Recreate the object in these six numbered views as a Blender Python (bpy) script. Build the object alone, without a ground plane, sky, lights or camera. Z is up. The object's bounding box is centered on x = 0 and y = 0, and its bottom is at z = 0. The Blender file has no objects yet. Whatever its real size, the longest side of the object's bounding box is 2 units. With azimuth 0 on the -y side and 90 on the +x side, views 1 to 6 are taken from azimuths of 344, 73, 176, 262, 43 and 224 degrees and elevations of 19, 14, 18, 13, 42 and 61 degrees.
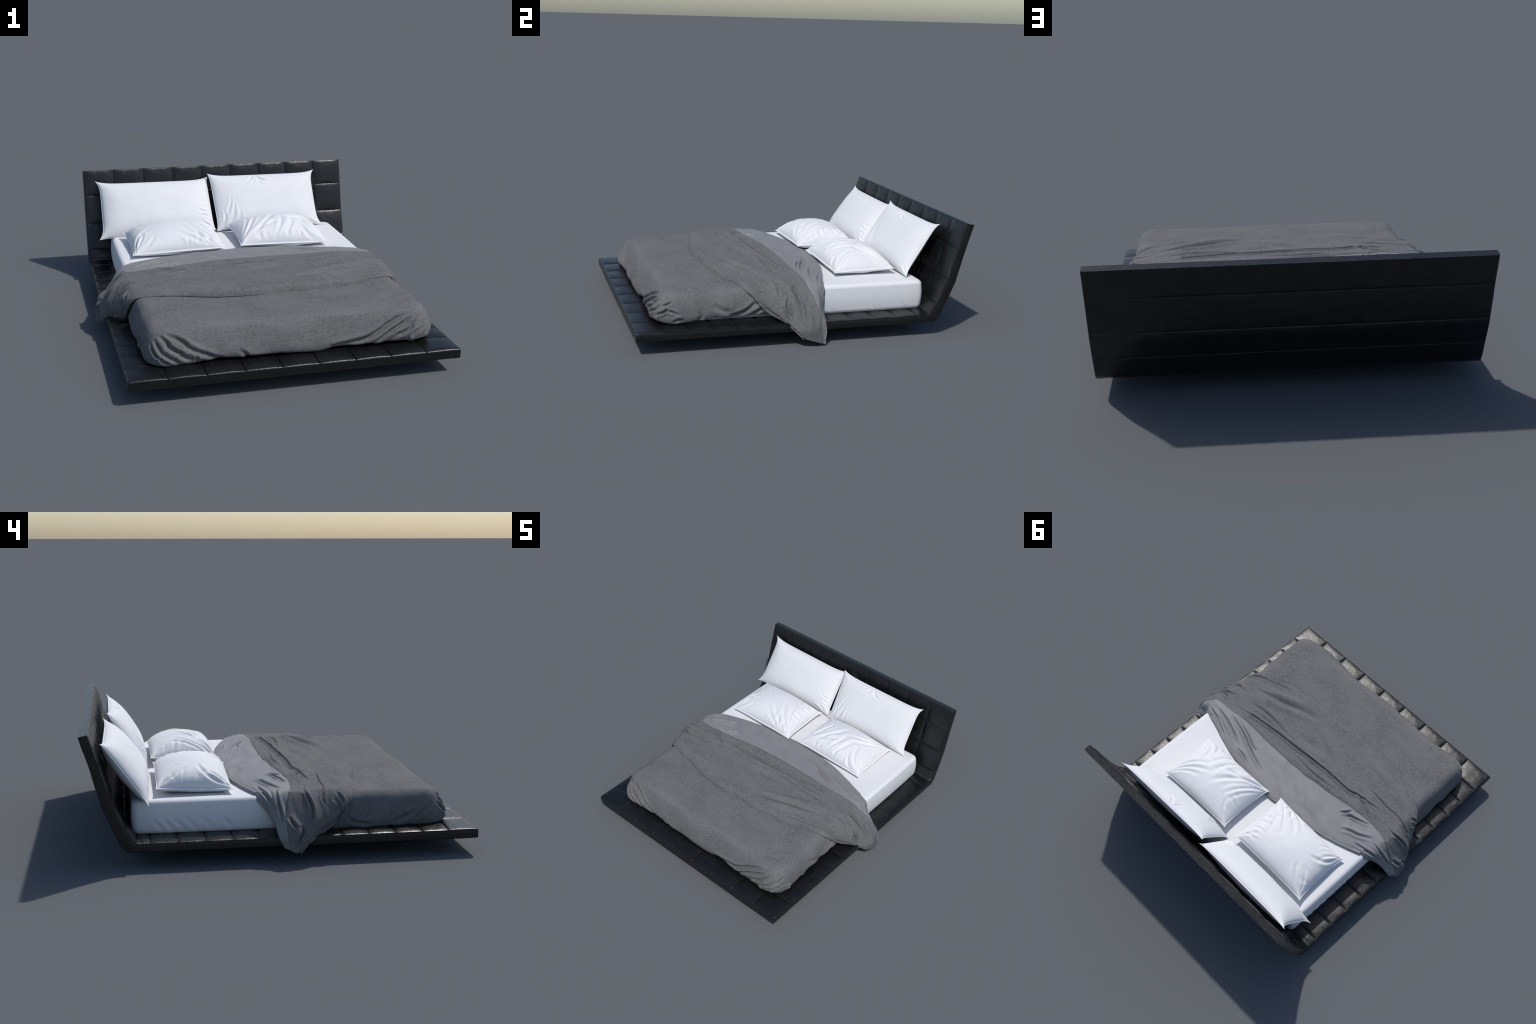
import bpy, bmesh, math, random
import numpy as np
from mathutils import Vector, noise as mnoise

rng = np.random.default_rng(7)

# ------------------------------------------------------------------ helpers
def link(ob, parent=None):
    bpy.context.scene.collection.objects.link(ob)
    if parent is not None:
        ob.parent = parent
    return ob

def make_mesh(name, verts, faces, mat, smooth=True):
    me = bpy.data.meshes.new(name)
    me.from_pydata([tuple(map(float, v)) for v in verts], [], faces)
    me.update()
    if mat:
        me.materials.append(mat)
    me.polygons.foreach_set("use_smooth", [smooth] * len(me.polygons))
    return me

def grid_faces(n, m, wrap=False, flip=False, base=0):
    """faces of an n x m vertex grid (row-major)"""
    f = []
    for i in range(n - 1):
        for j in range(m - 1 if not wrap else m):
            a, b = i * m + j, i * m + (j + 1) % m
            q = (base + a, base + b, base + b + m, base + a + m)
            f.append(q[::-1] if flip else q)
    return f

def catmull(P, t):
    """Catmull-Rom through control points P (k,...) at parameters t in 0..1"""
    P = np.asarray(P, float)
    k = len(P)
    Q = np.concatenate([[2 * P[0] - P[1]], P, [2 * P[-1] - P[-2]]])
    s = np.clip(np.asarray(t, float), 0, 1) * (k - 1)
    i = np.minimum(s.astype(int), k - 2)
    f = (s - i).reshape((-1,) + (1,) * (P.ndim - 1))
    a, b, c, d = Q[i], Q[i + 1], Q[i + 2], Q[i + 3]
    return 0.5 * (2 * b + (c - a) * f + (2 * a - 5 * b + 4 * c - d) * f ** 2
                  + (3 * b - a - 3 * c + d) * f ** 3)

def lattice_noise(p, seed):
    """smooth value noise of (N,3) points, -1..1, vectorised"""
    p = np.asarray(p, float)
    i = np.floor(p).astype(np.int64)
    f = p - i
    f = f * f * f * (f * (f * 6 - 15) + 10)
    def h(a, b, c):
        n = (a * 374761393 + b * 668265263 + c * 2147483647 + seed * 1274126177) & 0xFFFFFFFF
        n = ((n ^ (n >> 13)) * 1274126177) & 0xFFFFFFFF
        n = n ^ (n >> 16)
        return (n & 0xFFFF) / 32767.5 - 1
    x, y, z = i.T
    u, v, w = f.T
    r = 0
    for dx in (0, 1):
        for dy in (0, 1):
            for dz in (0, 1):
                r = r + h(x + dx, y + dy, z + dz) * (u if dx else 1 - u) * (v if dy else 1 - v) * (w if dz else 1 - w)
    return r

def grid_normals(P):
    du = np.gradient(P, axis=0)
    dv = np.gradient(P, axis=1)
    n = np.cross(du, dv)
    return n / (np.linalg.norm(n, axis=2, keepdims=True) + 1e-12)

def crease(P, N, line, width, depth, ridge=0.55, snap=True):
    """press a crease along a 3D polyline into surface grid P (modified copy returned)"""
    shp = P.shape
    V = P.reshape(-1, 3)
    line = np.asarray(line, float)
    # densify smoothly, settle the line on the surface
    L = catmull(line, np.linspace(0, 1, max(8, 6 * len(line)))) if len(line) > 2 else np.linspace(line[0], line[-1], 10)
    if snap:
        L = np.array([V[np.argmin(((V - q) ** 2).sum(1))] for q in L])
        L[1:-1] = (L[:-2] + L[1:-1] * 2 + L[2:]) / 4
    lo, hi = L.min(0) - 5 * width, L.max(0) + 5 * width
    idx = np.where(((V > lo) & (V < hi)).all(1))[0]
    if len(idx) == 0:
        return P
    W = V[idx]
    best = np.full(len(idx), 1e9)
    tt = np.zeros(len(idx))
    ns = len(L) - 1
    for k in range(ns):
        a, b = L[k], L[k + 1]
        ab = b - a
        t = np.clip(((W - a) @ ab) / (ab @ ab + 1e-12), 0, 1)
        d = ((W - a - t[:, None] * ab) ** 2).sum(1)
        m = d < best
        best[m] = d[m]
        tt[m] = (k + t[m]) / ns
    r = np.sqrt(best)
    fade = np.clip(np.sin(np.pi * tt), 0, 1) ** 0.8
    h = -depth * np.exp(-(r / width) ** 2) + ridge * depth * np.exp(-((r - 2.1 * width) / (1.3 * width)) ** 2)
    V = V.copy()
    V[idx] += N.reshape(-1, 3)[idx] * (h * fade)[:, None]
    return V.reshape(shp)

# ------------------------------------------------------------------ materials
def new_mat(name):
    m = bpy.data.materials.new(name)
    m.use_nodes = True
    nt = m.node_tree
    b = nt.nodes["Principled BSDF"]
    return m, nt, b

def nd(nt, kind, **kw):
    n = nt.nodes.new(kind)
    for k, v in kw.items():
        setattr(n, k, v)
    return n

def tex_noise(nt, vec, scale, detail=3, rough=0.55):
    n = nd(nt, "ShaderNodeTexNoise")
    n.inputs["Scale"].default_value = scale
    n.inputs["Detail"].default_value = detail
    n.inputs["Roughness"].default_value = rough
    nt.links.new(vec, n.inputs["Vector"])
    return n.outputs["Fac"]

def ramp(nt, fac, stops):
    r = nd(nt, "ShaderNodeValToRGB")
    el = r.color_ramp.elements
    while len(el) < len(stops):
        el.new(0.5)
    for e, (p, c) in zip(el, stops):
        e.position = p
        e.color = (c, c, c, 1) if isinstance(c, float) else (*c, 1)
    nt.links.new(fac, r.inputs["Fac"])
    return r.outputs["Color"]

def math_node(nt, op, a, b):
    n = nd(nt, "ShaderNodeMath", operation=op)
    for i, v in enumerate((a, b)):
        if isinstance(v, (int, float)):
            n.inputs[i].default_value = v
        else:
            nt.links.new(v, n.inputs[i])
    return n.outputs[0]

def leather_material(name, per_object):
    m, nt, b = new_mat(name)
    tc = nd(nt, "ShaderNodeTexCoord")
    vec = tc.outputs["Object"]
    if per_object:                       # shared meshes: shift the grain piece by piece
        oi = nd(nt, "ShaderNodeObjectInfo")
        mul = nd(nt, "ShaderNodeVectorMath", operation="SCALE")
        mul.inputs[0].default_value = (7.3, 5.1, 3.7)
        nt.links.new(oi.outputs["Random"], mul.inputs["Scale"])
        add = nd(nt, "ShaderNodeVectorMath", operation="ADD")
        nt.links.new(vec, add.inputs[0])
        nt.links.new(mul.outputs[0], add.inputs[1])
        vec = add.outputs[0]
    blotch = tex_noise(nt, vec, 9, 4)
    col = ramp(nt, blotch, [(0.3, (0.0040, 0.0042, 0.0045)), (0.7, (0.0075, 0.0075, 0.0075))])
    nt.links.new(col, b.inputs["Base Color"])
    grain = nd(nt, "ShaderNodeTexVoronoi")
    grain.inputs["Scale"].default_value = 330
    nt.links.new(vec, grain.inputs["Vector"])
    fold = tex_noise(nt, vec, 150, 3, 0.6)
    h = math_node(nt, "ADD", math_node(nt, "MULTIPLY", grain.outputs["Distance"], 0.35), fold)
    bump = nd(nt, "ShaderNodeBump")
    bump.inputs["Strength"].default_value = 0.40
    bump.inputs["Distance"].default_value = 0.0020
    nt.links.new(h, bump.inputs["Height"])
    nt.links.new(bump.outputs[0], b.inputs["Normal"])
    ro = ramp(nt, tex_noise(nt, vec, 80, 4, 0.7), [(0.36, 0.26), (0.64, 0.38)])
    nt.links.new(ro, b.inputs["Roughness"])
    b.inputs["Specular IOR Level"].default_value = 0.5
    return m

def velvet_material():
    m, nt, b = new_mat("velvet_grey")
    tc = nd(nt, "ShaderNodeTexCoord")
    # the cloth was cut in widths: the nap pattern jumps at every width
    sep = nd(nt, "ShaderNodeSeparateXYZ")
    nt.links.new(tc.outputs["Object"], sep.inputs[0])
    xs = math_node(nt, "FLOOR", math_node(nt, "MULTIPLY", math_node(nt, "ADD", sep.outputs[0], 0.48), 0.98), 0)
    ys = math_node(nt, "FLOOR", math_node(nt, "MULTIPLY", math_node(nt, "ADD", sep.outputs[1], 0.12), 1.45), 0)
    cell = math_node(nt, "ADD", math_node(nt, "MULTIPLY", xs, 3.71), math_node(nt, "MULTIPLY", ys, 1.83))
    comb = nd(nt, "ShaderNodeCombineXYZ")
    nt.links.new(cell, comb.inputs[2])
    add = nd(nt, "ShaderNodeVectorMath", operation="ADD")
    nt.links.new(tc.outputs["Object"], add.inputs[0])
    nt.links.new(comb.outputs[0], add.inputs[1])
    mp = nd(nt, "ShaderNodeMapping")
    mp.inputs["Scale"].default_value = (0.55, 1.0, 1.0)
    nt.links.new(add.outputs[0], mp.inputs[0])
    v = mp.outputs[0]
    big = tex_noise(nt, v, 7.0, 3, 0.6)
    mid = tex_noise(nt, v, 95, 4, 0.72)
    f = math_node(nt, "ADD", math_node(nt, "MULTIPLY", big, 0.33), math_node(nt, "MULTIPLY", mid, 0.67))
    col = ramp(nt, f, [(0.37, (0.106, 0.106, 0.107)), (0.50, (0.148, 0.148, 0.149)), (0.64, (0.172, 0.172, 0.173))])
    nt.links.new(col, b.inputs["Base Color"])
    b.inputs["Roughness"].default_value = 0.9
    b.inputs["Specular IOR Level"].default_value = 0.06
    b.inputs["Sheen Weight"].default_value = 0.03
    b.inputs["Sheen Roughness"].default_value = 0.5
    bump = nd(nt, "ShaderNodeBump")
    bump.inputs["Strength"].default_value = 0.25
    bump.inputs["Distance"].default_value = 0.003
    nt.links.new(mid, bump.inputs["Height"])
    nt.links.new(bump.outputs[0], b.inputs["Normal"])
    return m

def cloth_material(name, c0, c1, rough, spec, bump_s):
    m, nt, b = new_mat(name)
    tc = nd(nt, "ShaderNodeTexCoord")
    n = tex_noise(nt, tc.outputs["Object"], 6, 3)
    nt.links.new(ramp(nt, n, [(0.3, c0), (0.7, c1)]), b.inputs["Base Color"])
    b.inputs["Roughness"].default_value = rough
    b.inputs["Specular IOR Level"].default_value = spec
    fine = tex_noise(nt, tc.outputs["Object"], 22, 2)
    bump = nd(nt, "ShaderNodeBump")
    bump.inputs["Strength"].default_value = bump_s
    bump.inputs["Distance"].default_value = 0.004
    nt.links.new(fine, bump.inputs["Height"])
    nt.links.new(bump.outputs[0], b.inputs["Normal"])
    return m

LEATHER = leather_material("black_leather", False)
LEATHER_PANEL = leather_material("black_leather_panel", True)
VELVET = velvet_material()
LINING = cloth_material("lining_grey", (0.215, 0.215, 0.22), (0.235, 0.235, 0.24), 0.6, 0.3, 0.05)
COTTON = cloth_material("white_cotton", (0.745, 0.75, 0.765), (0.765, 0.77, 0.78), 0.6, 0.3, 0.02)
SHEET = cloth_material("white_sheet", (0.745, 0.75, 0.765), (0.76, 0.765, 0.775), 0.65, 0.25, 0.02)
DARK = cloth_material("dark_plinth", (0.012, 0.012, 0.013), (0.016, 0.016, 0.017), 0.6, 0.3, 0.1)

# ------------------------------------------------------------------ bed frame
X0, X1 = -0.860, 0.878                     # frame sides
NCOL = 9
# side profile (y, z): upholstered inner face from foot to headboard top, then the outer face
INNER = [(-0.999, 0.131), (0.725, 0.131), (0.757, 0.150), (0.800, 0.218), (0.857, 0.355), (0.905, 0.520), (0.954, 0.677)]
OUTER = [(0.999, 0.667), (0.953, 0.514), (0.903, 0.323), (0.815, 0.117), (0.798, 0.099), (0.773, 0.085), (-0.999, 0.081)]

def poly_sample(pts, s):
    pts = np.asarray(pts, float)
    d = np.r_[0, np.cumsum(np.linalg.norm(np.diff(pts, axis=0), axis=1))]
    return np.stack([np.interp(s, d, pts[:, k]) for k in (0, 1)], 1)

def poly_len(pts):
    return float(np.linalg.norm(np.diff(np.asarray(pts, float), axis=0), axis=1).sum())

def poly_normal(pts, s):
    e = 0.006
    t = poly_sample(pts, np.asarray(s) + e) - poly_sample(pts, np.asarray(s) - e)
    t /= np.linalg.norm(t, axis=1, keepdims=True) + 1e-9
    return np.stack([-t[:, 1], t[:, 0]], 1)          # left of the walking direction

bed = link(bpy.data.objects.new("bed_frame", None))
bed["label"] = "low black quilted leather platform bed with tilted headboard"
bed["category"] = "bed frame"

def shell_part(name, inner, outer, seams, ends):
    """leather-wrapped slab: closed side section swept across the width, side edges rounded"""
    sink = 0.005
    li, lo = poly_len(inner), poly_len(outer)
    si = np.linspace(0, li, 40)
    so = np.unique(np.r_[np.linspace(0, lo, int(lo / 0.012)), [q + d for q in seams for d in (-0.006, -0.003, 0, 0.003, 0.006)]])
    so = so[(so >= 0) & (so <= lo)]
    pi_, po = poly_sample(inner, si), poly_sample(outer, so)
    pi_ = pi_ - poly_normal(inner, np.clip(si, 0.007, li - 0.007)) * sink
    no = poly_normal(outer, np.clip(so, 0.007, lo - 0.007))
    sec = np.r_[pi_, po]
    nrm = np.r_[poly_normal(inner, np.clip(si, 0.007, li - 0.007)), no]
    r = 0.005
    cols = [(X0 + r - r * math.sin(a), r - r * math.cos(a)) for a in np.linspace(math.pi / 2, 0, 4)]
    cols += [(x, 0.0) for x in np.linspace(X0 + r, X1 - r, 160)[1:-1]]
    cols += [(X1 - r + r * math.sin(a), r - r * math.cos(a)) for a in np.linspace(0, math.pi / 2, 4)]
    V = []
    m = len(sec)
    isout = np.r_[np.zeros(len(si)), np.ones(len(so))]
    groove = np.zeros(m)
    for q in seams:
        groove[len(si):] += 0.0026 * np.exp(-((so - q) / 0.0035) ** 2)
    for x, off in cols:
        d = np.full(m, -off) - groove * (off == 0)
        P = sec + nrm * d[:, None]
        p3 = np.c_[np.full(m, x), P]
        wob = 0.0012 * lattice_noise(p3 * 22, 3) + 0.0007 * lattice_noise(p3 * 60, 4)
        p3[:, 1:] += nrm * (wob * isout)[:, None]
        V.append(p3)
    V = np.concatenate(V)
    F = grid_faces(len(cols), m, wrap=True)
    F.append(tuple(range(m)))
    F.append(tuple(range(len(V) - 1, len(V) - m - 1, -1)))
    ob = link(bpy.data.objects.new(name, make_mesh(name, V, F, LEATHER)), bed)
    bm = bmesh.new(); bm.from_mesh(ob.data)
    bmesh.ops.recalc_face_normals(bm, faces=bm.faces)
    for e in bm.edges:
        if e.is_manifold and e.calc_face_angle(0) > math.radians(35):
            e.smooth = False
    bm.to_mesh(ob.data); bm.free()
    return ob

k_in = [(0.738, 0.1385)]
platform = shell_part("platform", INNER[:2] + k_in, OUTER[5:], [], None)
headboard = shell_part("headboard", k_in + INNER[2:], OUTER[:6], [0.150, 0.330, 0.476], None)

# quilted panels: row borders as arc lengths on the inner profile
L_in = poly_len(INNER)
def arc_at(y, z):
    s = np.linspace(0, L_in, 4000)
    p = poly_sample(INNER, s)
    return float(s[np.argmin((p[:, 0] - y) ** 2 + (p[:, 1] - z) ** 2)])

rows_platform = [-0.998, -0.842, -0.704, -0.566, -0.428, -0.290, -0.152, -0.014, 0.124, 0.262, 0.398, 0.535, 0.672, 0.738]
rows_head = [(0.738, 0.139), (0.790, 0.203), (0.854, 0.350), (0.906, 0.525), (0.954, 0.677)]
arcs = [(arc_at(a, 0.131), arc_at(b, 0.131), platform) for a, b in zip(rows_platform[:-1], rows_platform[1:])]
arcs += [(arc_at(*a), arc_at(*b), headboard) for a, b in zip(rows_head[:-1], rows_head[1:])]
CW = (X1 - X0) / NCOL

def panel_mesh(sa, sb, puff, seed, end_lo, end_hi):
    """one stuffed leather panel; origin at its centre, skirt sunk into the frame"""
    n, m = 26, 22
    g = 0.0008
    a = np.sin(np.linspace(-1, 1, n) * math.pi / 2) * 0.35 + np.linspace(-1, 1, n) * 0.65
    b = np.sin(np.linspace(-1, 1, m) * math.pi / 2) * 0.35 + np.linspace(-1, 1, m) * 0.65
    s = (sa + sb) / 2 + b * ((sb - sa) / 2 - g)
    pc = poly_sample(INNER, s)
    nn = poly_normal(INNER, np.clip(s, 0.007, L_in - 0.007))
    A, B = np.meshgrid(a, b, indexing="ij")
    ea = (1 - np.abs(A) ** 7) ** 0.55
    eb = (1 - np.abs(B) ** 7) ** 0.55
    dome = (1 - 0.62 * A ** 2) * (1 - 0.62 * B ** 2)
    h = -0.0015 + 0.0014 * ea * eb + puff * dome * ea * eb
    P = np.zeros((n, m, 3))
    P[..., 0] = A * (CW / 2 - g)
    P[..., 1] = pc[None, :, 0]
    P[..., 2] = pc[None, :, 1]
    q = P.reshape(-1, 3)
    h = h + (0.0009 * lattice_noise(q * 24 + seed * 3.3, seed) + 0.0003 * lattice_noise(q * 70, seed + 9)).reshape(n, m) * ea * eb
    if end_lo:                                            # rounded nose along the foot edge
        h = h - 0.0032 * np.clip((-0.88 - B) / 0.12, 0, 1) ** 2
    # gathered puckers next to the seams
    pk = np.sin(A * 19 + seed) * np.exp(-(1 - np.abs(B)) * 9) + np.sin(B * 13 + seed * 2) * np.exp(-(1 - np.abs(A)) * 9)
    h = h + 0.0006 * pk * ea * eb
    P[..., 1] += nn[None, :, 0] * h
    P[..., 2] += nn[None, :, 1] * h
    V = P.reshape(-1, 3)
    F = grid_faces(n, m)
    # skirt
    ring = [i * m for i in range(n)] + [(n - 1) * m + j for j in range(1, m)] + \
           [i * m + m - 1 for i in range(n - 2, -1, -1)] + [j for j in range(m - 2, 0, -1)]
    sk = V[ring].copy()
    jj = np.array(ring) % m
    sk[:, 1] -= nn[jj, 0] * 0.006
    sk[:, 2] -= nn[jj, 1] * 0.006
    base = len(V)
    V = np.r_[V, sk]
    R = len(ring)
    for k in range(R):
        F.append((ring[(k + 1) % R], ring[k], base + k, base + (k + 1) % R))
    me = make_mesh("leather_panel", V, F, LEATHER_PANEL)
    bm = bmesh.new(); bm.from_mesh(me)
    bmesh.ops.recalc_face_normals(bm, faces=bm.faces)
    if sum(f.normal.z for f in bm.faces if len(f.verts) == 4) < 0:
        bmesh.ops.reverse_faces(bm, faces=bm.faces)
    if not end_lo:                                        # only the foot edge is rounded over
        for e in bm.edges:
            if e.is_manifold and e.calc_face_angle(0) > math.radians(50):
                e.smooth = False
    bm.to_mesh(me); bm.free()
    return me

for k, (sa, sb, par) in enumerate(arcs):
    me = panel_mesh(sa, sb, 0.0065 if par is platform else 0.007, 11 + k, k == 0, k == len(arcs) - 1)
    proto = bpy.data.objects.new("leather_panel", me)
    for c in range(NCOL):
        ob = proto if c == 0 else proto.copy()
        ob.location.x = X0 + (c + 0.5) * CW
        link(ob, par)

# recessed plinth that carries the platform
def box_mesh(name, lo, hi, mat, r):
    bm = bmesh.new()
    bmesh.ops.create_cube(bm, size=1)
    for v in bm.verts:
        v.co = Vector([(lo[i] + hi[i]) / 2 + v.co[i] * (hi[i] - lo[i]) for i in range(3)])
    bmesh.ops.bevel(bm, geom=bm.edges[:], offset=r, segments=2, affect='EDGES')
    me = bpy.data.meshes.new(name)
    bm.to_mesh(me); bm.free()
    me.materials.append(mat)
    return me
link(bpy.data.objects.new("plinth", box_mesh("plinth", (-0.40, -0.55, 0.0), (0.42, 0.25, 0.088), DARK, 0.004)), bed)

# ------------------------------------------------------------------ mattress with fitted sheet
def rounded_outline(x0, x1, y0, y1, r, n_side, n_corner):
    pts = []
    for cx, cy, a0 in ((x1 - r, y0 + r, -90), (x1 - r, y1 - r, 0), (x0 + r, y1 - r, 90), (x0 + r, y0 + r, 180)):
        pts += [(cx + r * math.cos(math.radians(a0 + 90 * k / n_corner)), cy + r * math.sin(math.radians(a0 + 90 * k / n_corner)))
                for k in range(n_corner + 1)]
    pts.append(pts[0])
    pts = np.array(pts)
    d = np.r_[0, np.cumsum(np.linalg.norm(np.diff(pts, axis=0), axis=1))]
    s = np.linspace(0, d[-1], n_side, endpoint=False)
    return np.stack([np.interp(s, d, pts[:, k]) for k in (0, 1)], 1)

MX0, MX1, MY0, MY1, MTOP = -0.728, 0.755, -0.80, 0.762, 0.306
out = rounded_outline(MX0, MX1, MY0, MY1, 0.035, 760, 10)
cen = np.array([(MX0 + MX1) / 2, (MY0 + MY1) / 2])
# ring profile: inset from the outline and height
prof = [(0.016, 0.134), (0.008, 0.139), (0.004, 0.155)] + [(0.004 - 0.004 * math.sin(t * math.pi), 0.155 + 0.127 * t) for t in np.linspace(0.05, 1, 16)]
prof += [(0.004 + 0.027 * (1 - math.cos(a)), 0.281 + 0.025 * math.sin(a)) for a in np.linspace(0.12, math.pi / 2, 9)]
rings = []
for ins, zz in prof:
    half = np.array([(MX1 - MX0) / 2, (MY1 - MY0) / 2])
    q = cen + (out - cen) * (1 - ins / half)
    rings.append(np.c_[q, np.full(len(q), zz)])
for t in np.linspace(0.06, 0.97, 14):
    q = cen + (rings[len(prof) - 1][:, :2] - cen) * (1 - t)
    rings.append(np.c_[q, np.full(len(q), MTOP)])
G = np.stack(rings)                                       # rings x outline
# squeezed where the duvet is tucked round it, a little narrower at the head end
G[..., 0] = cen[0] + (G[..., 0] - cen[0]) * (1 - 0.035 * np.clip((0.05 - G[..., 1]) / 0.15, 0, 1))
G[..., 0] = cen[0] + (G[..., 0] - cen[0]) * (1 - 0.008 * np.clip((G[..., 1] - 0.35) / 0.4, 0, 1) ** 2)
N = -grid_normals(G)
# strain folds low on the sides
for y0 in np.r_[0.60, 0.55, 0.49, 0.43, 0.35, 0.25]:
    L = [(MX0 + 0.01, y0 + 0.06, 0.215), (MX0, y0 + 0.02, 0.175), (MX0 + 0.004, y0, 0.14)]
    G = crease(G, N, L, 0.009, 0.006 * rng.uniform(0.6, 1.1), ridge=0.4)
for y0 in (0.50, 0.47, 0.20, 0.66):
    L = [(MX1, y0 - 0.05, 0.18), (MX1, y0 - 0.02, 0.155), (MX1 - 0.004, y0, 0.137)]
    G = crease(G, N, L, 0.006, 0.002, ridge=0.4)
V = G.reshape(-1, 3)
nr, no_ = G.shape[:2]
F = grid_faces(nr, no_, wrap=True)
F.append(tuple((nr - 1) * no_ + j for j in range(no_)))
F.append(tuple(range(no_ - 1, -1, -1)))
mattress = link(bpy.data.objects.new("mattress", make_mesh("mattress", V, F, SHEET)))
mattress["label"] = "thick mattress in a white fitted sheet"
mattress["category"] = "mattress"

# ------------------------------------------------------------------ duvet
duvet = link(bpy.data.objects.new("duvet", None))
duvet["label"] = "grey velvet duvet folded back with lighter smooth lining"
duvet["category"] = "duvet"

# ---- lower part: U-shaped outline round the foot of the bed, swept up its side and over the top
ns = 640
DX0, DX1, DYF, RC = -0.757, 0.786, -0.878, 0.115
upath = [(DX0 + 0.004, -0.16), (DX0, -0.45), (DX0, DYF + RC)]
upath += [(DX0 + RC - RC * math.cos(a), DYF + RC - RC * math.sin(a)) for a in np.linspace(0.15, math.pi / 2, 8)]
upath += [(-0.45, DYF + 0.006), (-0.2, DYF), (0.0, DYF - 0.004), (0.25, DYF + 0.012), (0.45, DYF + 0.006)]
upath += [(DX1 - RC + RC * math.sin(a), DYF + RC - RC * math.cos(a)) for a in np.linspace(0.05, math.pi / 2, 8)]
upath += [(DX1 + 0.004, -0.60), (DX1 - 0.01, -0.40), (DX1 - 0.012, -0.16)]
upath = np.array(upath)
dlen = np.r_[0, np.cumsum(np.linalg.norm(np.diff(upath, axis=0), axis=1))]
su = np.linspace(0, 1, ns)
U = np.stack([np.interp(su * dlen[-1], dlen, upath[:, k]) for k in (0, 1)], 1)
for _ in range(10):
    U[1:-1] = (U[:-2] + 2 * U[1:-1] + U[2:]) / 4
tan = np.gradient(U, axis=0)
tan /= np.linalg.norm(tan, axis=1, keepdims=True)
inw = np.stack([-tan[:, 1], tan[:, 0]], 1)               # towards the middle of the bed
# hem height along the outline
hem = np.interp(su * dlen[-1], [0, 0.6, 0.78, 0.90, 1.05, 1.25, 1.5, 1.75, 1.98, 2.15, 2.26, 2.35, 2.50, dlen[-1]],
                [0.134, 0.133, 0.137, 0.140, 0.155, 0.147, 0.143, 0.150, 0.155, 0.152, 0.144, 0.150, 0.166, 0.168])
hem = hem + 0.005 * lattice_noise(np.c_[su * 17, su * 0, su * 0], 26) + 0.003 * lattice_noise(np.c_[su * 41, su * 0, su * 0], 27)
# side section: inset from outline, relative height 0 (hem) .. 1 (top)
sec_side = [(0.030, 0.00), (0.010, -0.01), (0.002, 0.06), (-0.002, 0.20), (0.001, 0.38), (0.008, 0.56), (0.020, 0.74), (0.036, 0.88), (0.062, 0.970), (0.100, 1.0)]
sec_foot = [(0.026, 0.00), (0.004, -0.01), (-0.006, 0.06), (-0.006, 0.20), (0.004, 0.38), (0.018, 0.56), (0.032, 0.72), (0.050, 0.86), (0.074, 0.955), (0.100, 1.0)]
npro = 66
sc_side = catmull(sec_side, np.linspace(0, 1, npro))
sc_foot = catmull(sec_foot, np.linspace(0, 1, npro))
foot_w = np.clip(np.abs(inw[:, 1]), 0, 1)                 # 1 along the foot, 0 along the sides
ZT = 0.3155
rows = []
for a, b in zip(sc_side, sc_foot):
    ins = a[0] * (1 - foot_w) + b[0] * foot_w
    hh = a[1] * (1 - foot_w) + b[1] * foot_w
    rows.append(np.c_[U + inw * ins[:, None], hem + (ZT - hem) * hh])
edge = rows[-1]
spine = np.c_[edge[:, 0] * 0.0, np.clip(edge[:, 1], -0.52, -0.16), np.full(ns, ZT)]
for t in np.linspace(0.008, 1, 120):
    rows.append(edge * (1 - t) + spine * t)
G = np.stack(rows)
N = grid_normals(G)
N[npro + 8:] = (0, 0, 1)
if N[npro // 3, ns // 2, 1] > 0:
    N[:npro + 8] *= -1
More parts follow.
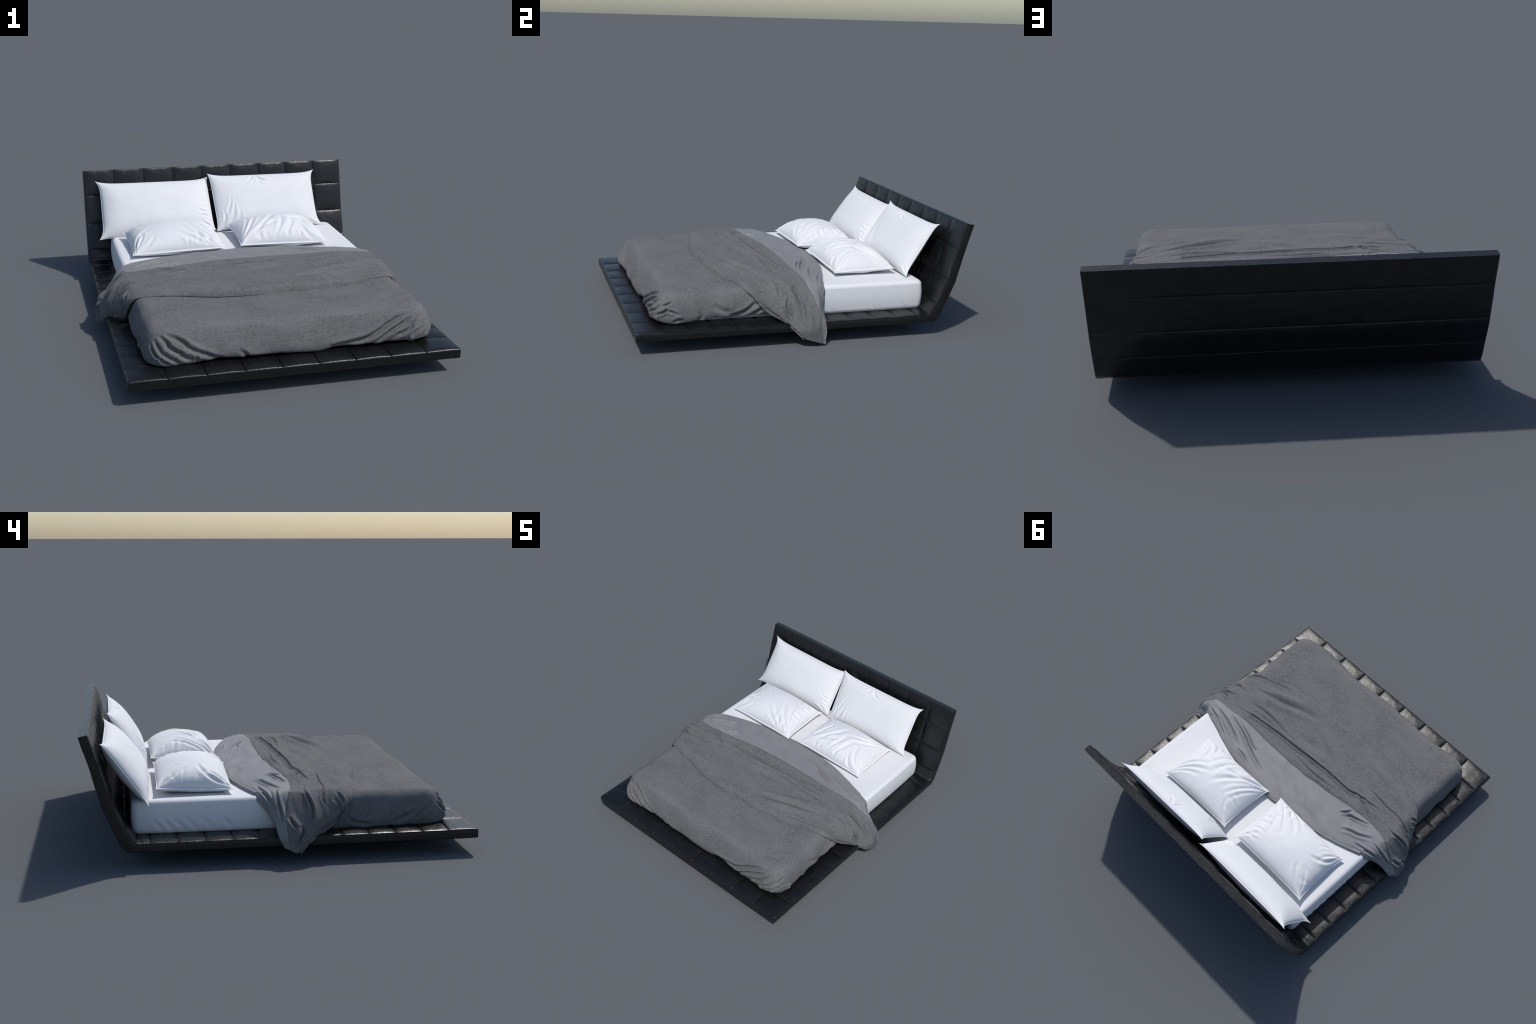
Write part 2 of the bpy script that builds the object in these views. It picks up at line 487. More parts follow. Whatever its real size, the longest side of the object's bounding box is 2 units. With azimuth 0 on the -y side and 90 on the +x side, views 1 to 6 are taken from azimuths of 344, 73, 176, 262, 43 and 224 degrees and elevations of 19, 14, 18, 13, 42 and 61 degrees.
# broad unevenness
flat = G.reshape(-1, 3)
und = 0.0035 * lattice_noise(flat * np.array([4, 4, 5]), 21) + 0.0018 * lattice_noise(flat * np.array([9, 12, 10]), 22)
side = np.zeros(G.shape[:2]); side[:npro] = 1
side_mask = np.clip(1.2 - np.arange(len(G)) / npro, 0, 1)[:, None] * np.ones(ns)
low = 0.005 * lattice_noise(flat * np.array([13, 13, 6]), 23) + 0.0012 * lattice_noise(flat * np.array([30, 30, 14]), 24)
G = G + N * (und.reshape(G.shape[:2]) + low.reshape(G.shape[:2]) * side_mask)[..., None]
CREASES_FOOT = [  # 3D path, width, depth
    ([(-0.669, -0.86, 0.313), (-0.615, -0.86, 0.287), (-0.572, -0.86, 0.255), (-0.530, -0.87, 0.219), (-0.478, -0.87, 0.191), (-0.413, -0.87, 0.165), (-0.348, -0.87, 0.151)], 0.011, 0.012),
    ([(-0.703, -0.85, 0.302), (-0.657, -0.86, 0.268), (-0.636, -0.87, 0.234), (-0.594, -0.87, 0.203), (-0.564, -0.87, 0.176), (-0.526, -0.87, 0.158)], 0.010, 0.013),
    ([(-0.716, -0.83, 0.27), (-0.691, -0.85, 0.235), (-0.670, -0.86, 0.201), (-0.628, -0.87, 0.174), (-0.586, -0.87, 0.151)], 0.009, 0.010),
    ([(-0.724, -0.82, 0.248), (-0.708, -0.84, 0.21), (-0.671, -0.86, 0.174), (-0.629, -0.87, 0.151)], 0.008, 0.009),
    ([(-0.56, -0.87, 0.23), (-0.52, -0.87, 0.20), (-0.50, -0.87, 0.17), (-0.51, -0.87, 0.15)], 0.008, 0.007),
    ([(-0.289, -0.87, 0.190), (-0.240, -0.87, 0.161), (-0.178, -0.87, 0.150), (-0.129, -0.87, 0.162)], 0.011, 0.008),
    ([(0.682, -0.85, 0.315), (0.606, -0.86, 0.293), (0.542, -0.86, 0.261), (0.482, -0.87, 0.228), (0.414, -0.87, 0.191), (0.344, -0.87, 0.174), (0.251, -0.87, 0.159), (0.191, -0.87, 0.155)], 0.011, 0.013),
    ([(0.711, -0.84, 0.308), (0.647, -0.86, 0.270), (0.577, -0.86, 0.233), (0.517, -0.87, 0.205), (0.453, -0.87, 0.173), (0.392, -0.87, 0.154)], 0.009, 0.010),
    ([(0.722, -0.84, 0.292), (0.668, -0.86, 0.249), (0.633, -0.86, 0.204), (0.566, -0.87, 0.186), (0.544, -0.87, 0.164)], 0.009, 0.010),
    ([(0.740, -0.83, 0.253), (0.705, -0.85, 0.207), (0.649, -0.86, 0.178), (0.640, -0.86, 0.159)], 0.008, 0.010),
    ([(0.765, -0.80, 0.23), (0.750, -0.83, 0.20), (0.70, -0.86, 0.165)], 0.007, 0.009),
    ([(0.77, -0.77, 0.267), (0.765, -0.82, 0.253), (0.745, -0.84, 0.235)], 0.007, 0.009),
    ([(0.78, -0.74, 0.19), (0.77, -0.80, 0.215), (0.75, -0.84, 0.19)], 0.007, 0.009),
    ([(0.78, -0.778, 0.156), (0.785, -0.746, 0.170), (0.785, -0.724, 0.161)], 0.008, 0.010),
    ([(0.78, -0.286, 0.244), (0.78, -0.336, 0.207), (0.78, -0.392, 0.176), (0.78, -0.459, 0.168)], 0.011, 0.012),
    ([(0.78, -0.240, 0.222), (0.78, -0.282, 0.189), (0.78, -0.316, 0.174)], 0.009, 0.011),
    ([(0.785, -0.626, 0.208), (0.785, -0.615, 0.173), (0.78, -0.637, 0.165)], 0.010, 0.006),
    ([(0.785, -0.55, 0.25), (0.785, -0.50, 0.21), (0.785, -0.42, 0.18)], 0.016, 0.006),
    ([(-0.75, -0.72, 0.22), (-0.757, -0.64, 0.18), (-0.755, -0.56, 0.15)], 0.013, 0.006),
    ([(-0.74, -0.79, 0.25), (-0.75, -0.73, 0.20), (-0.755, -0.68, 0.16)], 0.011, 0.006),
    ([(-0.755, -0.33, 0.21), (-0.757, -0.37, 0.165), (-0.755, -0.47, 0.15)], 0.010, 0.008),
]
for L, w, d in CREASES_FOOT:
    G = crease(G, N, L, w * 0.85, d * 1.25)
V = G.reshape(-1, 3)
F = grid_faces(*G.shape[:2])
low_me = make_mesh("duvet_body", V, F, VELVET)
bm = bmesh.new(); bm.from_mesh(low_me)
bmesh.ops.remove_doubles(bm, verts=bm.verts, dist=1e-5)
bmesh.ops.recalc_face_normals(bm, faces=bm.faces)
if sum(f.normal.z * f.calc_area() for f in bm.faces) < 0:
    bmesh.ops.reverse_faces(bm, faces=bm.faces)
bm.to_mesh(low_me); bm.free()
low_me.polygons.foreach_set("use_smooth", [True] * len(low_me.polygons))
low_ob = link(bpy.data.objects.new("duvet_body", low_me), duvet)

# ---- folded-back part: control net, stations from the left drape over the bed to the right drape
def top_station(x):
    ya = 0.268 - 0.27 * x * x
    yb = np.interp(x, [-0.6, -0.45, -0.3, -0.1, 0.05, 0.3, 0.5, 0.6], [-0.055, -0.045, -0.02, 0.005, 0.012, 0.010, 0.0, 0.012])
    yc = -0.484 + 0.20 * x * x + 0.12 * x ** 4
    yc += 0.008 * math.sin(x * 11 + 0.6) + 0.005 * math.sin(x * 23)
    up = 1 - (abs(x) / 0.75) ** 2.5                       # the bunched cloth is thickest in mid-bed
    return [(x, ya, 0.300), (x, ya - 0.028, 0.325 + 0.006 * up), (x, yb, 0.346 + 0.012 * up),
            (x, (yb + yc) / 2, 0.344 + 0.013 * up), (x, yc + 0.045, 0.342 + 0.012 * up), (x, yc, 0.314)]

LEFT = [
    [(-0.877, 0.011, 0.081), (-0.886, 0.006, 0.076), (-0.900, -0.012, 0.075), (-0.910, -0.040, 0.062), (-0.890, -0.062, 0.055), (-0.879, -0.074, 0.053)],
    [(-0.862, 0.037, 0.136), (-0.872, 0.028, 0.144), (-0.893, -0.004, 0.150), (-0.902, -0.055, 0.140), (-0.884, -0.108, 0.122), (-0.864, -0.138, 0.117)],
    [(-0.812, 0.046, 0.182), (-0.828, 0.038, 0.202), (-0.847, -0.002, 0.215), (-0.868, -0.095, 0.205), (-0.844, -0.182, 0.175), (-0.805, -0.225, 0.150)],
    [(-0.765, 0.074, 0.226), (-0.785, 0.052, 0.255), (-0.800, -0.010, 0.275), (-0.820, -0.130, 0.268), (-0.806, -0.246, 0.226), (-0.774, -0.290, 0.190)],
    [(-0.738, 0.114, 0.272), (-0.748, 0.085, 0.302), (-0.752, -0.028, 0.326), (-0.766, -0.165, 0.316), (-0.770, -0.302, 0.283), (-0.758, -0.345, 0.255)],
    [(-0.712, 0.137, 0.294), (-0.704, 0.102, 0.320), (-0.690, -0.048, 0.348), (-0.705, -0.200, 0.342), (-0.716, -0.326, 0.328), (-0.722, -0.370, 0.300)],
]
RIGHT = [
    [(0.722, 0.142, 0.294), (0.712, 0.104, 0.318), (0.700, 0.012, 0.343), (0.710, -0.170, 0.342), (0.722, -0.312, 0.330), (0.730, -0.352, 0.304)],
    [(0.746, 0.138, 0.266), (0.756, 0.104, 0.300), (0.764, 0.010, 0.325), (0.772, -0.140, 0.314), (0.784, -0.262, 0.284), (0.784, -0.300, 0.254)],
    [(0.750, 0.132, 0.215), (0.772, 0.102, 0.246), (0.816, 0.030, 0.276), (0.828, -0.108, 0.260), (0.820, -0.208, 0.216), (0.800, -0.235, 0.190)],
    [(0.765, 0.122, 0.160), (0.812, 0.100, 0.188), (0.866, 0.044, 0.208), (0.880, -0.068, 0.194), (0.864, -0.145, 0.163), (0.848, -0.160, 0.152)],
    [(0.884, 0.102, 0.095), (0.889, 0.090, 0.108), (0.897, 0.060, 0.120), (0.920, -0.012, 0.110), (0.906, -0.082, 0.098), (0.888, -0.104, 0.102)],
    [(0.904, 0.088, 0.011), (0.906, 0.083, 0.008), (0.907, 0.079, 0.006), (0.922, 0.022, 0.028), (0.920, -0.030, 0.045), (0.914, -0.055, 0.053)],
]
NET = LEFT + [top_station(x) for x in np.linspace(-0.6, 0.6, 17)] + RIGHT
NET = np.array(NET)
# the last border is a rolled edge: the cloth turns and tucks back under itself
roll = NET[:, 5:6] + (NET[:, 4:5] - NET[:, 5:6]) * 0.32
roll[..., 2] = NET[:, 5:6, 2] - 0.012
NET[:, 5, 2] += 0.008
NET = np.concatenate([NET, np.maximum(roll, (-9, -9, 0.001))], axis=1)
nu, nv = 820, 250
# even out the station spacing
mid = NET[:, 3]
dl = np.r_[0, np.cumsum(np.linalg.norm(np.diff(mid, axis=0), axis=1))]
tu = np.interp(np.linspace(0, dl[-1], nu), dl, np.linspace(0, 1, len(NET)))
for _ in range(6):
    tu[1:-1] = (tu[:-2] + tu[1:-1] * 2 + tu[2:]) / 4
kv = np.interp(np.linspace(0, 1, nv), [0, 0.10, 0.40, 0.70, 0.88, 0.95, 1], np.linspace(0, 1, 7))
for _ in range(4):
    kv[1:-1] = (kv[:-2] + kv[1:-1] * 2 + kv[2:]) / 4
S = catmull(NET, tu)                                      # nu x 6 x 3
G = np.stack([catmull(S[i], kv) for i in range(nu)])
jB = int(np.argmin(abs(kv - 2 / 6)))                      # lining / velvet border column
N = grid_normals(G)
if N[nu // 2, nv // 2, 2] < 0:
    N = -N
flat = G.reshape(-1, 3)
edge_fade = np.clip(np.minimum(np.arange(nv), np.arange(nv)[::-1]) / 14, 0, 1)[None, :]
drape = np.clip((np.abs(flat[:, 0] - 0.005) - 0.62) / 0.12, 0, 1).reshape(nu, nv)
und = 0.0040 * lattice_noise(flat * np.array([3.5, 9, 6]), 31) + 0.0020 * lattice_noise(flat * np.array([8, 22, 14]), 32)
drp = 0.007 * lattice_noise(flat * np.array([7, 20, 7]), 33) + 0.0035 * lattice_noise(flat * np.array([14, 44, 15]), 34)
G = G + N * ((und.reshape(nu, nv) * (1 - 0.5 * drape) + drp.reshape(nu, nv) * drape) * (0.25 + 0.75 * edge_fade))[..., None]
CREASES_FOLD = [
    ([(0.762, 0.005, 0.335), (0.735, -0.032, 0.345), (0.617, -0.042, 0.345), (0.503, -0.060, 0.345), (0.297, -0.084, 0.345), (0.118, -0.098, 0.345), (-0.058, -0.112, 0.345), (-0.208, -0.117, 0.345), (-0.34, -0.117, 0.345), (-0.402, -0.136, 0.345), (-0.508, -0.154, 0.345), (-0.587, -0.165, 0.345), (-0.675, -0.166, 0.345)], 0.009, 0.010),
    ([(0.72, -0.205, 0.345), (0.567, -0.247, 0.345), (0.436, -0.282, 0.345), (0.315, -0.324, 0.345), (0.16, -0.363, 0.345)], 0.022, 0.013),
    ([(0.726, -0.165, 0.345), (0.683, -0.172, 0.345), (0.575, -0.198, 0.345), (0.481, -0.210, 0.345)], 0.010, 0.008),
    ([(0.795, -0.037, 0.33), (0.753, -0.086, 0.34), (0.709, -0.096, 0.345), (0.679, -0.099, 0.345)], 0.008, 0.008),
    ([(0.551, -0.045, 0.345), (0.640, -0.048, 0.345), (0.719, -0.055, 0.34), (0.80, -0.059, 0.32)], 0.010, 0.008),
    ([(0.649, -0.075, 0.345), (0.700, -0.085, 0.34), (0.770, -0.085, 0.325), (0.85, -0.075, 0.27), (0.885, -0.06, 0.22), (0.90, -0.05, 0.15)], 0.011, 0.012),
    ([(0.658, -0.178, 0.345), (0.715, -0.172, 0.34), (0.769, -0.17, 0.325), (0.821, -0.165, 0.29)], 0.011, 0.010),
    ([(0.828, -0.111, 0.28), (0.868, -0.135, 0.23), (0.885, -0.12, 0.17)], 0.010, 0.011),
    ([(0.434, -0.400, 0.34), (0.602, -0.352, 0.34), (0.751, -0.300, 0.32), (0.80, -0.24, 0.28)], 0.012, 0.009),
    ([(0.539, 0.000, 0.345), (0.672, -0.030, 0.345), (0.770, -0.030, 0.33)], 0.010, 0.007),
    ([(0.749, 0.086, 0.32), (0.674, 0.110, 0.335), (0.611, 0.137, 0.335), (0.52, 0.171, 0.335)], 0.009, 0.010),
    ([(0.638, 0.020, 0.345), (0.532, 0.049, 0.345), (0.428, 0.078, 0.345), (0.331, 0.120, 0.345), (0.225, 0.158, 0.345), (0.146, 0.178, 0.34)], 0.009, 0.008),
    ([(0.512, 0.036, 0.345), (0.402, 0.066, 0.345), (0.326, 0.100, 0.345), (0.278, 0.102, 0.345)], 0.009, 0.008),
    ([(0.392, 0.179, 0.335), (0.319, 0.186, 0.335), (0.263, 0.208, 0.33)], 0.008, 0.007),
    ([(0.724, 0.052, 0.335), (0.615, 0.078, 0.34), (0.491, 0.118, 0.34), (0.403, 0.162, 0.335)], 0.014, 0.008),
    ([(0.755, 0.10, 0.30), (0.765, 0.10, 0.26), (0.77, 0.10, 0.20)], 0.008, 0.008),
    ([(-0.43, -0.227, 0.343), (-0.526, -0.221, 0.343), (-0.603, -0.216, 0.343), (-0.679, -0.223, 0.34), (-0.738, -0.207, 0.325), (-0.785, -0.20, 0.305), (-0.82, -0.21, 0.28)], 0.010, 0.012),
    ([(-0.587, -0.160, 0.345), (-0.66, -0.13, 0.345), (-0.75, -0.115, 0.33), (-0.82, -0.13, 0.30), (-0.86, -0.14, 0.26), (-0.885, -0.12, 0.20)], 0.010, 0.013),
    ([(-0.41, 0.030, 0.345), (-0.439, 0.000, 0.345), (-0.461, -0.035, 0.348)], 0.010, 0.009),
    ([(-0.468, 0.021, 0.345), (-0.476, 0.000, 0.345), (-0.533, -0.018, 0.345), (-0.603, -0.040, 0.345)], 0.009, 0.010),
    ([(-0.49, 0.107, 0.34), (-0.544, 0.076, 0.34), (-0.607, 0.054, 0.34), (-0.686, 0.005, 0.34)], 0.013, 0.009),
    ([(-0.609, 0.113, 0.335), (-0.695, 0.098, 0.33), (-0.743, 0.079, 0.31), (-0.79, 0.045, 0.26)], 0.011, 0.010),
    ([(-0.70, 0.03, 0.335), (-0.76, 0.03, 0.31), (-0.82, 0.02, 0.25), (-0.86, 0.015, 0.20)], 0.010, 0.010),
    ([(-0.86, -0.014, 0.25), (-0.88, -0.030, 0.215), (-0.89, -0.055, 0.18)], 0.012, 0.012),
    ([(-0.78, -0.26, 0.30), (-0.79, -0.285, 0.27), (-0.79, -0.29, 0.24)], 0.012, 0.008),
    ([(-0.89, -0.078, 0.20), (-0.895, -0.085, 0.165), (-0.895, -0.060, 0.13), (-0.895, -0.05, 0.09)], 0.011, 0.012),
    ([(-0.75, -0.28, 0.325), (-0.77, -0.30, 0.30), (-0.775, -0.31, 0.27)], 0.011, 0.009),
    ([(-0.62, -0.06, 0.35), (-0.50, -0.10, 0.35), (-0.36, -0.20, 0.35)], 0.016, 0.007),
    ([(-0.20, -0.16, 0.35), (-0.02, -0.24, 0.35), (0.14, -0.30, 0.35)], 0.020, 0.006),
    ([(0.20, -0.12, 0.35), (0.40, -0.14, 0.35), (0.58, -0.13, 0.35)], 0.016, 0.008),
    ([(-0.30, -0.06, 0.35), (-0.12, -0.04, 0.35), (0.10, -0.05, 0.35)], 0.012, 0.006),
    ([(-0.52, -0.30, 0.34), (-0.42, -0.33, 0.34), (-0.30, -0.35, 0.34)], 0.022, 0.005),
    ([(-0.10, -0.20, 0.345), (0.05, -0.19, 0.345), (0.22, -0.17, 0.345)], 0.025, 0.004),
]
for L, w, d in CREASES_FOLD:
    G = crease(G, N, L, w * (0.62 if w < 0.02 else 0.9), d * 1.15, ridge=0.75)
# velvet hem lies proud of the lining
step = np.clip((np.arange(nv) - jB) / 5.0, 0, 1) * np.exp(-np.clip(np.arange(nv) - jB, 0, None) / 26.0)
G = G + N * (0.006 * step)[None, :, None]
# fine fan of puckers on the lining
lin = G[:, :jB + 1].reshape(-1, 3)
pk = 0.0032 * np.sin(lin[:, 0] * 38 + lin[:, 1] * 52 + 3.5 * lattice_noise(lin * 7, 41)) * np.clip(lattice_noise(lin * 5, 42) + 0.25, 0, 1)
G[:, :jB + 1] += N[:, :jB + 1] * (pk.reshape(nu, jB + 1) * edge_fade[:, :jB + 1])[..., None]
# keep the cloth clear of the mattress top, lower duvet and ground
over = np.abs(G[..., 0]) < 0.69
G[..., 2] = np.where(over & (np.arange(nv)[None, :] > 12) & (np.arange(nv)[None, :] < nv - 22), np.maximum(G[..., 2], 0.324), G[..., 2])
ax = np.abs(G[..., 0] - 0.008)
G[..., 2] = np.where(ax > 0.5, np.minimum(G[..., 2], 0.360 - (ax - 0.5) * 0.10), G[..., 2])
G[..., 2] = np.maximum(G[..., 2], 0.001)
Nf = grid_normals(G)
if Nf[nu // 2, nv // 2, 2] < 0:
    Nf = -Nf
TH = 0.005
def cloth_part(name, cols, mat, open_side):
    """two-sided cloth strip of the folded part; the hidden lower face is offset inwards"""
    top = G[:, cols]
    bot = top - Nf[:, cols] * TH
    n, m = top.shape[:2]
    V = np.r_[top.reshape(-1, 3), bot.reshape(-1, 3)]
    V[:, 2] = np.maximum(V[:, 2], 0.0)
    F = grid_faces(n, m) + grid_faces(n, m, flip=True, base=n * m)
    B = n * m
    for i in range(n - 1):
        if open_side != "lo":
            F.append((i * m, (i + 1) * m, B + (i + 1) * m, B + i * m))
        if open_side != "hi":
            a, b = i * m + m - 1, (i + 1) * m + m - 1
            F.append((b, a, B + a, B + b))
    for j in range(m - 1):
        F.append((j + 1, j, B + j, B + j + 1))
        a, b = (n - 1) * m + j, (n - 1) * m + j + 1
        F.append((a, b, B + b, B + a))
    me = make_mesh(name, V, F, mat)
    bm = bmesh.new(); bm.from_mesh(me)
    bmesh.ops.recalc_face_normals(bm, faces=bm.faces)
    if bm.faces and sum(f.normal.z * f.calc_area() for f in list(bm.faces)[: (n - 1) * (m - 1)]) < 0:
        bmesh.ops.reverse_faces(bm, faces=bm.faces)
    bm.to_mesh(me); bm.free()
    return link(bpy.data.objects.new(name, me), duvet)
cloth_part("duvet_lining", slice(0, jB + 1), LINING, "hi")
cloth_part("duvet_fold", slice(jB, nv), VELVET, "lo")

# ------------------------------------------------------------------ pillows
def pillow(corners, up, down, pinch, strokes, noise_amp, seed, label, dome=(0.38, 0.34), soften=1.0, edge=(8, 5, 0.6), hem_=0.985):
    """stuffed pillow between four seam corners [bl, br, tr, tl]; 'up' and 'down' are the bulges
    of its two faces; strokes are creases (u0, v0, u1, v1, bend, width, depth) on the upper face"""
    bl, br, tr, tl = [np.array(c, float) for c in corners]
    n, m = 190, 130
    lin_u, lin_v = np.linspace(-1, 1, n), np.linspace(-1, 1, m)
    u1 = 0.55 * np.sin(lin_u * math.pi / 2) + 0.45 * lin_u
    v1 = 0.55 * np.sin(lin_v * math.pi / 2) + 0.45 * lin_v
    Ug, Vg = np.meshgrid(u1, v1, indexing="ij")
    kl, kr, kb, kt = pinch                                # left, right, bottom, top edge drawn in
    uu = Ug * (1 - np.where(Ug < 0, kl, kr) * (1 - np.abs(Vg) ** 6))
    vv = Vg * (1 - np.where(Vg < 0, kb, kt) * (1 - np.abs(Ug) ** 7))
    s, t = (uu + 1) / 2, (vv + 1) / 2
    base = (bl * ((1 - s) * (1 - t))[..., None] + br * (s * (1 - t))[..., None]
            + tr * (s * t)[..., None] + tl * ((1 - s) * t)[..., None])
    ex = (br - bl + tr - tl); ex /= np.linalg.norm(ex)
    ey = (tl - bl + tr - br); ey /= np.linalg.norm(ey)
    ez = np.cross(ex, ey); ez /= np.linalg.norm(ez)
    W = (np.linalg.norm(br - bl) + np.linalg.norm(tr - tl)) / 2
    H = (np.linalg.norm(tl - bl) + np.linalg.norm(tr - br)) / 2
    # outside hem_ the case is a flat empty hem
    eu, ev = np.clip(np.abs(Ug) / hem_, 0, 1), np.clip(np.abs(Vg) / (hem_ - 0.005), 0, 1)
    wall = ((1 - eu ** edge[0]) * (1 - ev ** edge[1])) ** edge[2]
    crown = (1 - dome[0] * Ug ** 2) * (1 - dome[1] * Vg ** 2)
    shape_ = np.clip(wall, 0, 1) * crown
    # creases measured on the flat pillow in metres
    X, Y = Ug * W / 2, Vg * H / 2
    wr = np.zeros_like(X)
    for (a0, b0, a1, b1, bend, w, d) in strokes:
        p0, p1 = np.array([a0 * W / 2, b0 * H / 2]), np.array([a1 * W / 2, b1 * H / 2])
        ab = p1 - p0
        Ls = np.linalg.norm(ab)
        tdir = ab / Ls
        ndir = np.array([-tdir[1], tdir[0]])
        a = ((X - p0[0]) * tdir[0] + (Y - p0[1]) * tdir[1]) / Ls
        r = (X - p0[0]) * ndir[0] + (Y - p0[1]) * ndir[1] - bend * 4 * a * (1 - a)
        fade = np.where((a > -0.05) & (a < 1.05), np.clip(np.sin(np.pi * np.clip(a * 0.9 + 0.08, 0, 1)), 0, 1) ** 0.7, 0)
        ws = w * (0.6 + 0.8 * np.clip(a, 0, 1))
        wr += soften * d * fade * (-np.exp(-(r / ws) ** 2) + 0.7 * np.exp(-((np.abs(r) - 1.9 * ws) / (1.2 * ws)) ** 2))
    q = np.stack([X, Y, np.zeros_like(X)], -1).reshape(-1, 3)
    nz = (noise_amp * lattice_noise(q * 11 + seed, seed) + 0.4 * noise_amp * lattice_noise(q * 26 + seed, seed + 1)).reshape(n, m)
    rim = np.clip((1 - np.maximum(np.abs(Ug), np.abs(Vg))) * 9, 0, 1)
    flap = 0.0015 * np.clip((1 - np.maximum(np.abs(Ug), np.abs(Vg))) * 60, 0, 1)
    top = base + ez * (flap + up * shape_ + (wr + nz) * rim)[..., None]
    nz2 = (1.5 * noise_amp * lattice_noise(q * 13 + 40 + seed, seed + 5)).reshape(n, m)
    bot = base - ez * (flap + down * np.clip(wall, 0, 1) ** 1.15 * (1 - 0.35 * Ug ** 2) * (1 - 0.30 * Vg ** 2) + nz2 * rim)[..., None]
    # slack seam: the edge wanders a little
    Vt, Vb = top.reshape(-1, 3), bot.reshape(-1, 3)
    V = np.r_[Vt, Vb]
    F = grid_faces(n, m) + grid_faces(n, m, flip=True, base=n * m)
    me = make_mesh("pillow", V, F, COTTON)
    bm = bmesh.new(); bm.from_mesh(me)
    bmesh.ops.remove_doubles(bm, verts=bm.verts, dist=2e-5)
    bmesh.ops.recalc_face_normals(bm, faces=bm.faces)
    bm.to_mesh(me); bm.free()
    me.polygons.foreach_set("use_smooth", [True] * len(me.polygons))
    ob = link(bpy.data.objects.new("pillow", me))
    ob["label"] = label
    ob["category"] = "pillow"
    return ob

def corner_fan(cu, cv, count, length, r, depth, seed, spread=0.9):
    """creases that run from a corner towards the middle"""
    g = np.random.default_rng(seed)
    res = []
    for k in range(count):
        ang = math.atan2(-cv, -cu) + spread * ((k + 0.5) / count - 0.5) * 2 + g.uniform(-0.08, 0.08)
        l = length * g.uniform(0.6, 1.15)
        st = 0.10 * g.uniform(0.6, 1.4)
        res.append((cu + math.cos(ang) * st, cv + math.sin(ang) * st, cu + math.cos(ang) * l, cv + math.sin(ang) * l,
                    g.uniform(-0.012, 0.012), r * g.uniform(0.7, 1.3), depth * g.uniform(0.6, 1.2)))
    return res

def edge_puckers(side, lo, hi, count, length, r, depth, seed):
    """short creases standing on one edge: side in 'l','r','b','t'"""
    g = np.random.default_rng(seed)
    res = []
    for k in range(count):
        p = lo + (hi - lo) * (k + g.uniform(0.2, 0.8)) / count
        l = length * g.uniform(0.5, 1.2)
        dx = g.uniform(-0.12, 0.12)
        e0, e1 = 0.93, 0.93 - l
        c = {"l": (-e0, p, -e1, p + dx), "r": (e0, p, e1, p + dx), "b": (p, -e0, p + dx, -e1), "t": (p, e0, p + dx, e1)}[side]
        res.append((*c, g.uniform(-0.008, 0.008), r * g.uniform(0.7, 1.3), depth * g.uniform(0.6, 1.2)))
    return res

# standing pair
pillow([(-0.800, 0.671, 0.297), (-0.050, 0.662, 0.320), (-0.060, 0.893, 0.615), (-0.794, 0.901, 0.620)], 0.065, 0.058, (0.08, 0.025, 0.04, 0.11),
       edge_puckers("r", -0.9, 0.0, 4, 0.20, 0.008, 0.004, 3) + corner_fan(1, -1, 3, 0.4, 0.009, 0.004, 4), 0.0012, 51,
       "large white pillow leaning on the headboard")
pillow([(-0.045, 0.651, 0.314), (0.679, 0.675, 0.312), (0.672, 0.881, 0.635), (-0.066, 0.872, 0.643)], 0.059, 0.056, (0.035, 0.085, 0.04, 0.11),
       [(-0.70, 0.05, -0.86, -0.60, 0.012, 0.011, 0.004), (-0.66, -0.15, -0.80, -0.88, 0.012, 0.012, 0.005), (-0.56, -0.40, -0.66, -0.90, 0.010, 0.010, 0.004), (-0.86, -0.35, -0.90, -0.9, 0.01, 0.009, 0.004)]
       + [(-0.22, 0.93, -0.38, 0.66, 0.012, 0.008, 0.006), (-0.14, 0.93, 0.06, 0.66, -0.016, 0.008, 0.006), (-0.18, 0.92, -0.16, 0.6, 0, 0.012, -0.004)]
       + corner_fan(1, -1, 2, 0.3, 0.008, 0.004, 8), 0.0012, 52,
       "large white pillow leaning on the headboard")
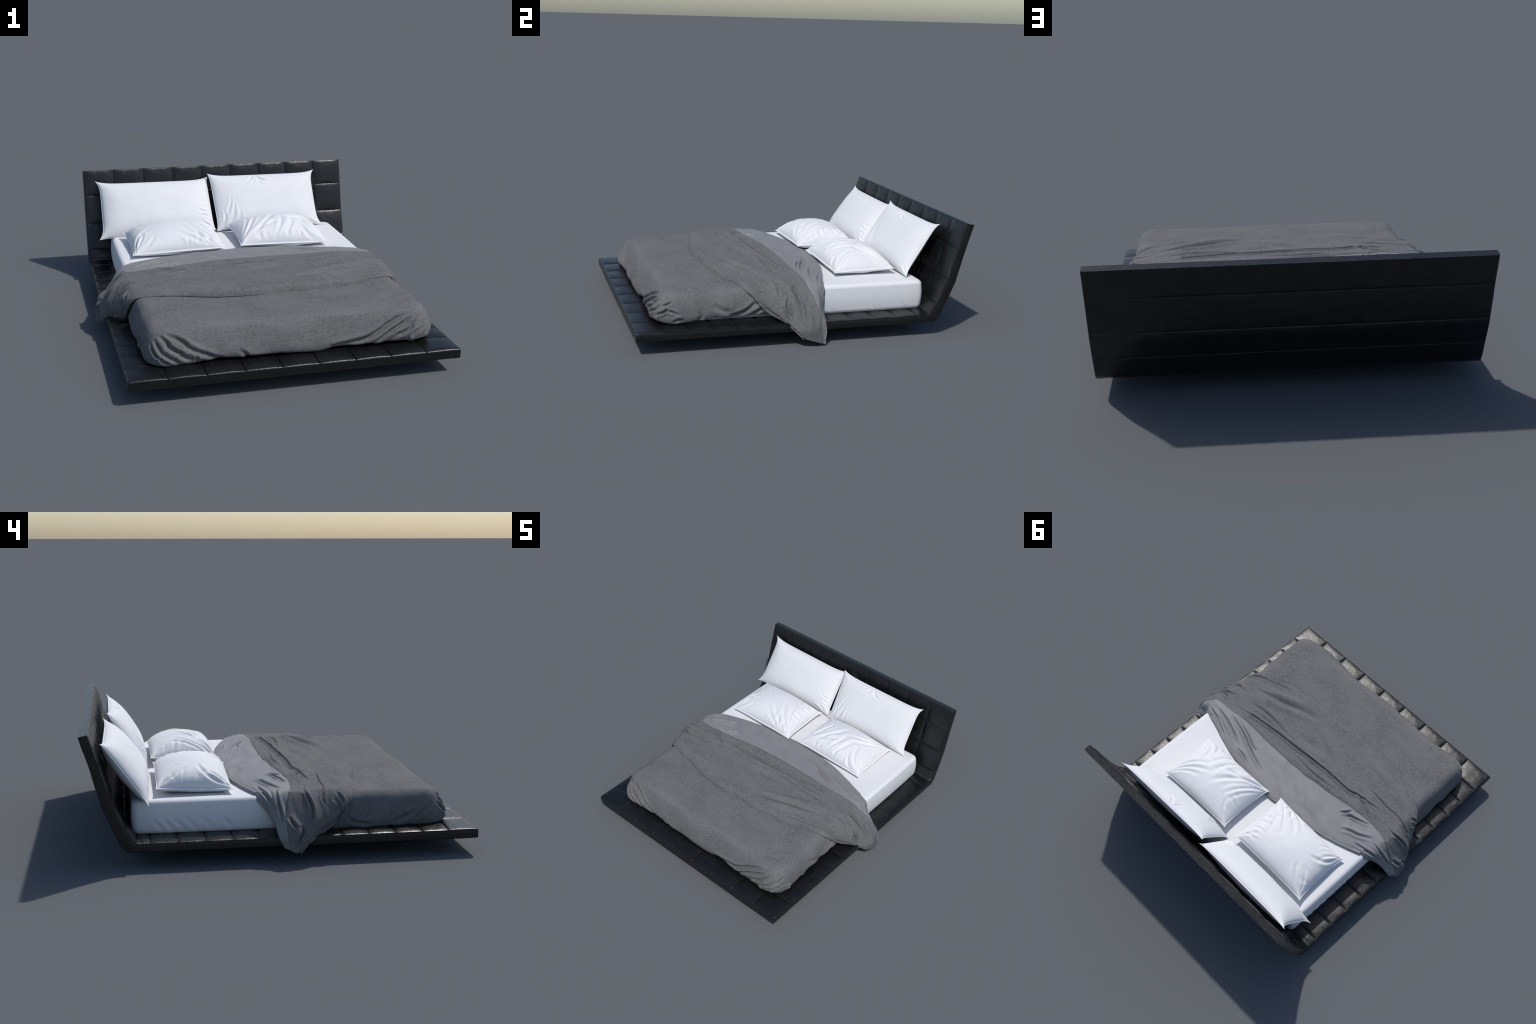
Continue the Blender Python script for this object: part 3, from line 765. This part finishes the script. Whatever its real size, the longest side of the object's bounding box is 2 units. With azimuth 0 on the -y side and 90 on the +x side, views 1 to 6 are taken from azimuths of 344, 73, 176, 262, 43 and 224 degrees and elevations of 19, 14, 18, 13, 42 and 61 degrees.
# lying pair
pillow([(-0.655, 0.236, 0.332), (-0.078, 0.226, 0.345), (-0.078, 0.629, 0.358), (-0.662, 0.634, 0.350)], 0.110, 0.042, (0.045, 0.04, 0.035, 0.035),
       [(0.93, -0.93, 0.28, 0.05, 0.020, 0.011, 0.009), (0.90, -0.93, 0.08, -0.25, 0.025, 0.011, 0.009), (0.88, -0.94, 0.02, -0.55, 0.022, 0.010, 0.008),
        (0.94, -0.85, 0.52, 0.20, 0.012, 0.010, 0.008), (0.94, -0.70, 0.66, 0.30, -0.008, 0.009, 0.006), (0.60, -0.92, 0.42, -0.45, 0.010, 0.010, 0.006),
        (-0.93, -0.93, -0.52, -0.10, 0.045, 0.010, 0.010), (-0.93, -0.88, -0.72, -0.20, -0.012, 0.009, 0.006), (-0.88, -0.93, -0.50, -0.60, -0.016, 0.009, 0.007),
        (-0.93, 0.90, -0.45, 0.35, 0.020, 0.010, 0.007), (-0.92, 0.80, -0.62, 0.25, -0.010, 0.009, 0.005), (0.93, 0.92, 0.55, 0.50, 0.015, 0.010, 0.006)]
       + edge_puckers("r", -0.5, 0.85, 5, 0.35, 0.009, 0.005, 15) + edge_puckers("b", 0.0, 0.8, 3, 0.25, 0.012, 0.006, 17) + edge_puckers("l", -0.2, 0.7, 3, 0.25, 0.010, 0.004, 16), 0.002, 53,
       "white pillow lying flat with soft creases", dome=(0.52, 0.52), soften=0.7, edge=(10, 8, 0.55), hem_=0.972)
pillow([(0.005, 0.248, 0.345), (0.577, 0.249, 0.332), (0.579, 0.644, 0.343), (0.008, 0.635, 0.360)], 0.110, 0.042, (0.045, 0.04, 0.035, 0.035),
       [(-0.93, -0.93, -0.05, 0.35, -0.025, 0.012, 0.010), (-0.92, -0.93, 0.05, -0.30, 0.020, 0.011, 0.009), (-0.90, -0.94, -0.30, -0.55, 0.012, 0.010, 0.007),
        (-0.94, -0.80, -0.50, 0.35, -0.012, 0.010, 0.007), (-0.94, -0.60, -0.65, 0.40, -0.008, 0.009, 0.005), (-0.2, -0.90, 0.10, 0.10, -0.015, 0.013, 0.007), (0.05, -0.92, 0.32, 0.0, -0.012, 0.012, 0.006),
        (0.93, -0.93, 0.45, -0.55, 0.040, 0.011, 0.010), (0.93, -0.85, 0.52, -0.15, 0.035, 0.011, 0.009), (0.93, -0.70, 0.66, 0.05, 0.020, 0.010, 0.006),
        (0.93, 0.93, 0.10, 0.10, 0.020, 0.010, 0.008), (0.93, 0.88, 0.30, -0.10, 0.022, 0.010, 0.008), (0.88, 0.93, 0.25, 0.45, 0.015, 0.009, 0.007),
        (-0.93, 0.93, -0.62, 0.40, 0.012, 0.009, 0.006)]
       + edge_puckers("l", -0.4, 0.8, 4, 0.30, 0.009, 0.004, 25) + edge_puckers("b", -0.7, 0.5, 4, 0.25, 0.012, 0.006, 27), 0.002, 54,
       "white pillow lying flat with soft creases", dome=(0.52, 0.52), soften=0.7, edge=(10, 8, 0.55), hem_=0.972)
